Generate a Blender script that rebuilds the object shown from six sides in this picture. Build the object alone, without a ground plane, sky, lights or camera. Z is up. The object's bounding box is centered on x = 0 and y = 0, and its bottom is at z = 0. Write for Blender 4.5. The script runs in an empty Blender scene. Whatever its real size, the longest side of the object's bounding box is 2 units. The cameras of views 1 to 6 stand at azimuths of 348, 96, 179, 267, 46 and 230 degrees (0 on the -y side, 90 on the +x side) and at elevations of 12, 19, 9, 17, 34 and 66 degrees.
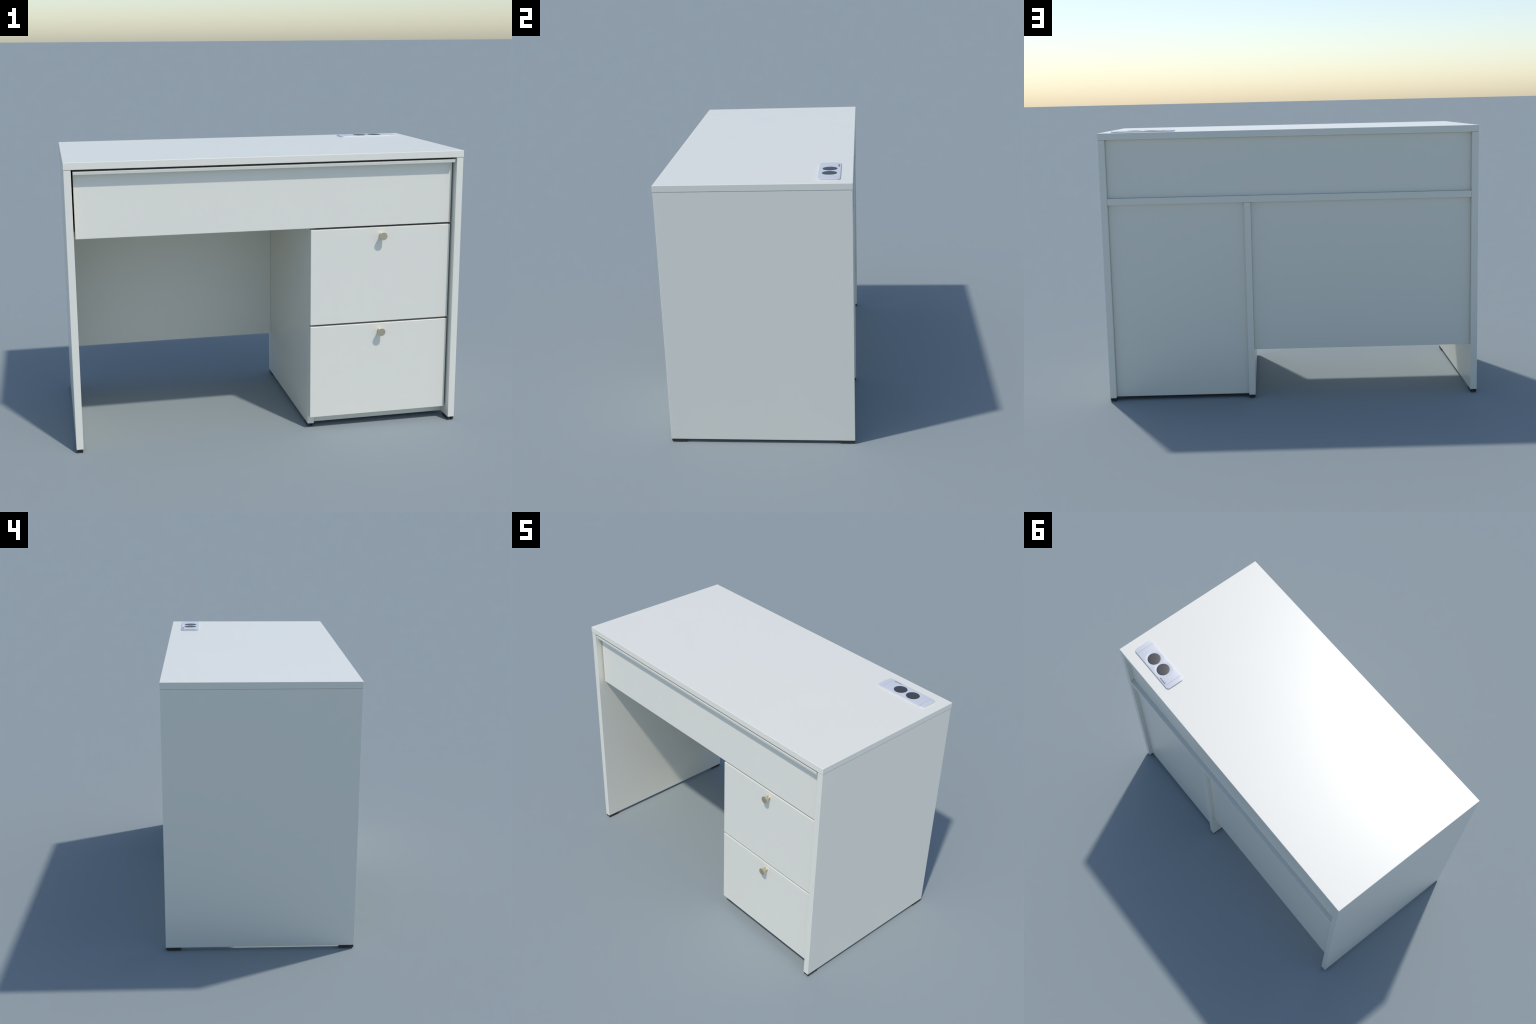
import bpy, bmesh, math
from mathutils import Vector, Matrix

# ------------------------------------------------------------------ sizes (metres)
BOARD = 0.0348                      # thickness of every carcass board
TOP_Z = 1.4470                      # upper face of the table top
TOP_U = 1.4117                      # its underside = upper end of the side panels
FLOOR = 0.0165                      # carcass stands this high on its feet
HALF_W, HALF_D = 1.0, 0.502         # table top half width / half depth
SIDE_OUT, SIDE_IN = 0.9988, 0.9640   # side panels, outer and inner face
CARC_D = 0.500                      # carcass half depth
PART_X0, PART_X1 = 0.208, 0.2425    # pedestal partition
PART_FRONT = -0.4215
BACK_Y0, BACK_Y1 = 0.447, 0.4738    # recessed back boards
SHELF_Z0, SHELF_Z1 = 1.0685, 1.1033
FRONT_Y0, FRONT_Y1 = -0.4615, -0.425  # drawer fronts
DRAWER_X = 0.9555
KNOB_X, KNOB_Y = 0.5825, -0.4966


# ------------------------------------------------------------------ materials
def new_material(name):
    m = bpy.data.materials.new(name)
    m.use_nodes = True
    nt = m.node_tree
    return m, nt, nt.nodes["Principled BSDF"]


def lacquer(name, colour, rough, coat=0.0, spec=0.5, vary=0.012, bump=0.02):
    """Painted board: even colour with a very faint mottling and fine orange peel."""
    m, nt, b = new_material(name)
    tc = nt.nodes.new("ShaderNodeTexCoord")
    n = nt.nodes.new("ShaderNodeTexNoise")
    n.inputs["Scale"].default_value = 3.0
    n.inputs["Detail"].default_value = 4.0
    nt.links.new(tc.outputs["Object"], n.inputs["Vector"])
    r = nt.nodes.new("ShaderNodeValToRGB")
    r.color_ramp.elements[0].position = 0.3
    r.color_ramp.elements[1].position = 0.7
    r.color_ramp.elements[0].color = tuple(c * (1 - vary) for c in colour) + (1,)
    r.color_ramp.elements[1].color = tuple(min(1, c * (1 + vary)) for c in colour) + (1,)
    nt.links.new(n.outputs["Fac"], r.inputs["Fac"])
    nt.links.new(r.outputs["Color"], b.inputs["Base Color"])
    b.inputs["Roughness"].default_value = rough
    b.inputs["Specular IOR Level"].default_value = spec
    if bump:
        f = nt.nodes.new("ShaderNodeTexNoise")
        f.inputs["Scale"].default_value = 900.0
        f.inputs["Detail"].default_value = 2.0
        nt.links.new(tc.outputs["Object"], f.inputs["Vector"])
        bp = nt.nodes.new("ShaderNodeBump")
        bp.inputs["Strength"].default_value = bump
        bp.inputs["Distance"].default_value = 0.0005
        nt.links.new(f.outputs["Fac"], bp.inputs["Height"])
        nt.links.new(bp.outputs["Normal"], b.inputs["Normal"])
    return m


WHITE = lacquer("white_lacquer", (0.812, 0.790, 0.70), 0.325, spec=0.70, vary=0.004)
PLASTIC = lacquer("cool_white_plastic", (0.645, 0.655, 0.685), 0.30, spec=0.9, vary=0.004, bump=0.0)
DISC = lacquer("dark_grey_plastic", (0.05, 0.05, 0.055), 0.40, vary=0.01, bump=0.0)
INK = lacquer("printed_ink", (0.03, 0.03, 0.03), 0.6, vary=0.0, bump=0.0)
FAINT_INK = lacquer("faint_printed_ink", (0.38, 0.40, 0.46), 0.6, vary=0.0, bump=0.0)
RUBBER = lacquer("black_rubber", (0.036, 0.032, 0.030), 0.6, vary=0.08, bump=0.05)

METAL, _nt, _b = new_material("satin_nickel")
_b.inputs["Metallic"].default_value = 1.0
_b.inputs["Base Color"].default_value = (0.70, 0.61, 0.455, 1)
_b.inputs["Roughness"].default_value = 0.34
_tc = _nt.nodes.new("ShaderNodeTexCoord")
_n = _nt.nodes.new("ShaderNodeTexNoise")
_n.inputs["Scale"].default_value = 400.0
_nt.links.new(_tc.outputs["Object"], _n.inputs["Vector"])
_mr = _nt.nodes.new("ShaderNodeMapRange")
_mr.inputs["To Min"].default_value = 0.42
_mr.inputs["To Max"].default_value = 0.48
_nt.links.new(_n.outputs["Fac"], _mr.inputs["Value"])
_nt.links.new(_mr.outputs["Result"], _b.inputs["Roughness"])


# ------------------------------------------------------------------ helpers
def finish(name, bm, mat, parent, smooth_angle=None):
    me = bpy.data.meshes.new(name)
    bmesh.ops.recalc_face_normals(bm, faces=bm.faces)
    bm.to_mesh(me)
    bm.free()
    me.materials.append(mat)
    if smooth_angle is not None:
        me.shade_smooth()
        me.set_sharp_from_angle(angle=math.radians(smooth_angle))
    ob = bpy.data.objects.new(name, me)
    bpy.context.scene.collection.objects.link(ob)
    ob.parent = parent
    return ob


def board(name, x, y, z, parent, mat=None, bevel=0.0018, segs=2):
    """A rectangular board with softly rounded arrises; origin at its centre."""
    c = Vector(((x[0] + x[1]) / 2, (y[0] + y[1]) / 2, (z[0] + z[1]) / 2))
    bm = bmesh.new()
    bmesh.ops.create_cube(bm, size=1.0)
    bmesh.ops.scale(bm, vec=(x[1] - x[0], y[1] - y[0], z[1] - z[0]), verts=bm.verts)
    bmesh.ops.bevel(bm, geom=list(bm.edges), offset=bevel, segments=segs,
                    profile=0.5, affect='EDGES')
    ob = finish(name, bm, mat or WHITE, parent, None)
    place(ob, c)
    return ob


def place(ob, world):
    base = Vector((0, 0, 0))
    p = ob.parent
    while p is not None:
        base += p.location
        p = p.parent
    ob.location = Vector(world) - base


def rounded_outline(hx, hy, r, steps=8):
    pts = []
    for cx, cy, a0 in ((hx - r, hy - r, 0), (-hx + r, hy - r, 90),
                       (-hx + r, -hy + r, 180), (hx - r, -hy + r, 270)):
        for i in range(steps + 1):
            a = math.radians(a0 + 90 * i / steps)
            pts.append((cx + r * math.cos(a), cy + r * math.sin(a)))
    return pts


def prism(bm, outline, z0, z1):
    lo = [bm.verts.new((x, y, z0)) for x, y in outline]
    hi = [bm.verts.new((x, y, z1)) for x, y in outline]
    n = len(outline)
    bm.faces.new(lo[::-1])
    bm.faces.new(hi)
    for i in range(n):
        bm.faces.new((lo[i], lo[(i + 1) % n], hi[(i + 1) % n], hi[i]))


def extrude_yz(bm, profile, x0, x1):
    a = [bm.verts.new((x0, y, z)) for y, z in profile]
    b = [bm.verts.new((x1, y, z)) for y, z in profile]
    n = len(profile)
    bm.faces.new(a)
    bm.faces.new(b[::-1])
    for i in range(n):
        bm.faces.new((a[i], a[(i + 1) % n], b[(i + 1) % n], b[i]))


def lathe_y(bm, profile, segs=48):
    """Turn (radius, y) pairs round the y axis; ends are capped."""
    rings = []
    for r, y in profile:
        rings.append([bm.verts.new((r * math.cos(2 * math.pi * i / segs), y,
                                    r * math.sin(2 * math.pi * i / segs)))
                      for i in range(segs)])
    for a, b in zip(rings, rings[1:]):
        for i in range(segs):
            j = (i + 1) % segs
            bm.faces.new((a[i], a[j], b[j], b[i]))
    bm.faces.new(rings[0])
    bm.faces.new(rings[-1][::-1])


# ------------------------------------------------------------------ the desk
desk = bpy.data.objects.new("desk", None)
bpy.context.scene.collection.objects.link(desk)
desk["label"] = "white writing desk with wide drawer, two-drawer pedestal and socket"
desk["category"] = "desk"

# carcass
board("table_top", (-HALF_W, HALF_W), (-HALF_D, HALF_D), (TOP_U, TOP_Z), desk, bevel=0.0025, segs=3)
for s in (-1, 1):
    xs = sorted((s * SIDE_OUT, s * SIDE_IN))
    board("side_panel", xs, (-CARC_D, CARC_D), (FLOOR, TOP_U - 0.0006), desk)
board("partition", (PART_X0, PART_X1), (PART_FRONT, CARC_D), (FLOOR, SHELF_Z0 - 0.0006), desk)
board("shelf", (-SIDE_IN + .0004, SIDE_IN - .0004), (PART_FRONT, CARC_D - 0.001), (SHELF_Z0, SHELF_Z1), desk)
g = 0.0004
board("back_panel", (-SIDE_IN + g, SIDE_IN - g), (BACK_Y0, BACK_Y1), (SHELF_Z1 + g, TOP_U - g), desk, bevel=0.0012)
board("back_panel", (PART_X1 + g, SIDE_IN - g), (BACK_Y0, BACK_Y1), (FLOOR + 0.0015, SHELF_Z0 - g), desk, bevel=0.0012)
board("modesty_panel", (-SIDE_IN + g, PART_X0 - g), (BACK_Y0 - 0.004, BACK_Y1), (0.2637, SHELF_Z0 - g), desk, bevel=0.0012)
board("bottom_board", (PART_X1 + g, SIDE_IN - g), (-0.400, BACK_Y0 - g), (FLOOR + g, FLOOR + BOARD), desk)

# wide drawer with its projecting grip strip
wide = board("drawer_front", (-DRAWER_X, DRAWER_X), (FRONT_Y0, FRONT_Y1), (1.0725, 1.3872), desk, bevel=0.0028, segs=3)
bm = bmesh.new()
LIP_Z0, LIP_Z1 = 1.3872, 1.4020
LIP_ORIGIN = (0, FRONT_Y0, LIP_Z0)
front = -0.0385          # how far the strip stands out of the drawer front
h = LIP_Z1 - LIP_Z0
lip = [(0.036, 0.0003), (0.036, h), (front + 0.0014, h), (front + 0.0004, h - 0.0004),
       (front, h - 0.0014), (front + 0.0026, 0.0003)]  # face leans under to darken it; the shade is modelled as tilt
extrude_yz(bm, lip, -DRAWER_X, DRAWER_X)
ob = finish("drawer_grip", bm, WHITE, wide)
place(ob, LIP_ORIGIN)

# pedestal drawers with turned knobs
bm = bmesh.new()
d = 0.0357                            # projection of the knob
lathe_y(bm, [(0.0121, 0.0), (0.0128, -0.0010), (0.0128, -0.0044), (0.0122, -0.0056),
             (0.0108, -0.0064), (0.0104, -0.0074), (0.0112, -0.0112), (0.0196, -d + 0.0040),
             (0.0204, -d + 0.0022), (0.0206, -d + 0.0012), (0.0204, -d + 0.0004), (0.0200, -d + 0.0001),
             (0.0196, -d), (0.0190, -d)])
knob_mesh = None
for z0, z1, kz in ((0.0644, 0.5566, 0.5152), (0.5660, 1.0632, 1.0221)):
    front_board = board("drawer_front", (0.2098, DRAWER_X), (FRONT_Y0, FRONT_Y1), (z0, z1), desk, bevel=0.0028, segs=3)
    if knob_mesh is None:
        k = finish("knob", bm, METAL, front_board, 28)
        knob_mesh = k.data
    else:
        k = bpy.data.objects.new("knob", knob_mesh)
        bpy.context.scene.collection.objects.link(k)
        k.parent = front_board
    place(k, (KNOB_X, FRONT_Y0 + 0.0002, kz))

# rubber glides: a plate on two notched runners, at both ends of the three uprights
FOOT_L, FOOT_W = 0.080, 0.0315
bm = bmesh.new()
prism(bm, rounded_outline(FOOT_W / 2, FOOT_L / 2, 0.002, 3), FLOOR - 0.0034, FLOOR - 0.0003)
run = [(-FOOT_L / 2 + .0004, FLOOR - .003), (-FOOT_L / 2 + .0008, 0.0055), (-FOOT_L / 2 + .003, 0.0015), (-FOOT_L / 2 + .006, 0.0)]
for c in (-0.0155, 0.0155):
    run += [(c - .0045, 0.0), (c - .002, 0.0050), (c + .002, 0.0050), (c + .0045, 0.0)]
run += [(FOOT_L / 2 - .006, 0.0), (FOOT_L / 2 - .003, 0.0015), (FOOT_L / 2 - .0008, 0.0055), (FOOT_L / 2 - .0004, FLOOR - .003)]
for s in (-1, 1):
    a, b = sorted((s * (FOOT_W / 2 - 0.0006), s * (FOOT_W / 2 - 0.0100)))
    extrude_yz(bm, run, a, b)
foot_mesh = None
for x in (-(SIDE_OUT + SIDE_IN) / 2, (PART_X0 + PART_X1) / 2, (SIDE_OUT + SIDE_IN) / 2):
    y_front = PART_FRONT if 0 < x < 0.5 else -CARC_D
    for y in (y_front + 0.0015 + FOOT_L / 2, CARC_D - 0.0015 - FOOT_L / 2):
        if foot_mesh is None:
            f = finish("foot", bm, RUBBER, desk, 40)
            foot_mesh = f.data
        else:
            f = bpy.data.objects.new("foot", foot_mesh)
            bpy.context.scene.collection.objects.link(f)
            f.parent = desk
        f.location = (x, y, 0)

# ------------------------------------------------------------------ power socket on the top
SX, SY = (0.6050, 0.9385), (0.3225, 0.4390)
SOCK_H = 0.0084
CAP = 0.0300
cx, cy = (SX[0] + SX[1]) / 2, (SY[0] + SY[1]) / 2
hx, hy = (SX[1] - SX[0]) / 2, (SY[1] - SY[0]) / 2


OUTLETS = ((0.8178 - cx, 0.3815 - cy), (0.7287 - cx, 0.3815 - cy))   # centres of the two covers
DISC_R = 0.0385
CORNER = 0.019


def half_width(x):
    """Half depth of the rounded-corner outline at x."""
    over = abs(x) - (hx - CORNER)
    if over <= 0:
        return hy
    return hy - CORNER + math.sqrt(max(CORNER ** 2 - over ** 2, 0.0))


def edge_distance(x, y):
    qx, qy = abs(x) - (hx - CORNER), abs(y) - (hy - CORNER)
    if qx > 0 and qy > 0:
        return CORNER - math.hypot(qx, qy)
    return CORNER - max(qx, qy)


def crown(x, y):
    """Height of the socket's upper face: soft edge, slight barrel, shallow dish round each cover."""
    d = max(edge_distance(x, y), 0.0)
    t = min(d / 0.0036, 1.0)
    z = SOCK_H * (0.72 + 0.28 * math.sqrt(1 - (1 - t) ** 2))
    z -= 0.0020 * (y / hy) ** 2  # this barrel and the dishes below are curved in to draw gloss highlights
    for ox, oy in OUTLETS:
        r = math.hypot(x - ox, y - oy)
        u = max(0.0, 1 - max(r - DISC_R, 0.0) / 0.020)
        z -= 0.0015 * u * u
    return z


def crowned_piece(bm, x0, x1, nx, ny=48):
    """Loft of the crown between x0 and x1, with skirts down to the table."""
    cols = []
    for i in range(nx + 1):
        x = x0 + (x1 - x0) * (0.5 - 0.5 * math.cos(math.pi * i / nx))
        w = half_width(x)
        col = []
        for j in range(ny + 1):
            y = -w * math.cos(math.pi * j / ny)
            col.append((x, y, crown(x, y)))
        col = [(x, -w, -0.0005)] + col + [(x, w, -0.0005)]
        cols.append([bm.verts.new(p) for p in col])
    for a, b in zip(cols, cols[1:]):
        for j in range(len(a) - 1):
            bm.faces.new((a[j], b[j], b[j + 1], a[j + 1]))
        bm.faces.new((a[0], a[-1], b[-1], b[0]))
    bm.faces.new(cols[0])
    bm.faces.new(cols[-1][::-1])


SEAM = 0.0005
bm = bmesh.new()
crowned_piece(bm, -hx + CAP + SEAM, hx - CAP - SEAM, 110)
socket = finish("power_socket", bm, PLASTIC, desk, 35)
socket.location = (cx, cy, TOP_Z)
for lo, hi in ((-hx, -hx + CAP - SEAM), (hx - CAP + SEAM, hx)):
    bm = bmesh.new()
    crowned_piece(bm, lo, hi, 20)
    cap = finish("end_cap", bm, PLASTIC, socket, 35)
    place(cap, (cx, cy, TOP_Z))

bm = bmesh.new()
profile = [(DISC_R, 0.0035), (DISC_R, -0.0001), (DISC_R - 0.0003, -0.0006), (DISC_R - 0.0010, -0.0009)]
profile += [(DISC_R * k, -0.0009 - 0.0011 * (1 - k * k)) for k in (0.9, 0.75, 0.6, 0.45, 0.3, 0.15, 0.03)]
lathe_y(bm, profile, 64)
bmesh.ops.rotate(bm, verts=bm.verts, cent=(0, 0, 0), matrix=Matrix.Rotation(math.radians(-90), 3, 'X'))
disc_mesh = None
for ox, oy in OUTLETS:
    if disc_mesh is None:
        disc = finish("outlet_cover", bm, DISC, socket, 25)
        disc_mesh = disc.data
    else:
        disc = bpy.data.objects.new("outlet_cover", disc_mesh)
        bpy.context.scene.collection.objects.link(disc)
        disc.parent = socket
    place(disc, (cx + ox, cy + oy, TOP_Z + SOCK_H - 0.0021))

def lay_on_crown(ob, x, y):
    """Lay a print on the curved upper face of the socket."""
    lx, ly, e = x + 0.022 - cx, y - cy, 0.004
    slope = (crown(lx, ly + e) - crown(lx, ly - e)) / (2 * e)
    ob.rotation_euler = (math.atan(slope), 0, 0)
    place(ob, (x, y, TOP_Z + crown(lx, ly) + 0.0002))


# tiny illegible print near the back edge of the socket
bm = bmesh.new()


def stroke(bm, x0, y0, x1, y1, w):
    d = Vector((x1 - x0, y1 - y0))
    n = Vector((-d.y, d.x)).normalized() * w / 2
    prism(bm, [(x0 + n.x, y0 + n.y), (x0 - n.x, y0 - n.y), (x1 - n.x, y1 - n.y), (x1 + n.x, y1 + n.y)], -0.0006, 0.0002)


stroke(bm, 0.0, -0.0050, 0.0006, 0.0060, 0.0030)
for i in range(6):
    x = 0.0058 + i * 0.0056
    stroke(bm, x, -0.0024, x, 0.0030, 0.0024)
    stroke(bm, x + 0.0010, 0.0022 * (-1) ** i, x + 0.0048, 0.0022 * (-1) ** i, 0.0018)
stroke(bm, 0.0398, -0.0034, 0.0424, 0.0044, 0.0022)
stroke(bm, 0.0450, -0.0034, 0.0424, 0.0044, 0.0022)
mark = finish("printed_mark", bm, INK, socket)
lay_on_crown(mark, 0.6480, 0.4275)
bm = bmesh.new()
for x0, y0, x1, y1 in ((0.0010, -0.0090, 0.0150, -0.0090), (0.0010, -0.0090, 0.0010, -0.0055), (0.0150, -0.0090, 0.0165, -0.0060)):
    stroke(bm, x0, y0, x1, y1, 0.0012)
faint = finish("printed_mark", bm, FAINT_INK, socket)
lay_on_crown(faint, 0.6480, 0.4275)
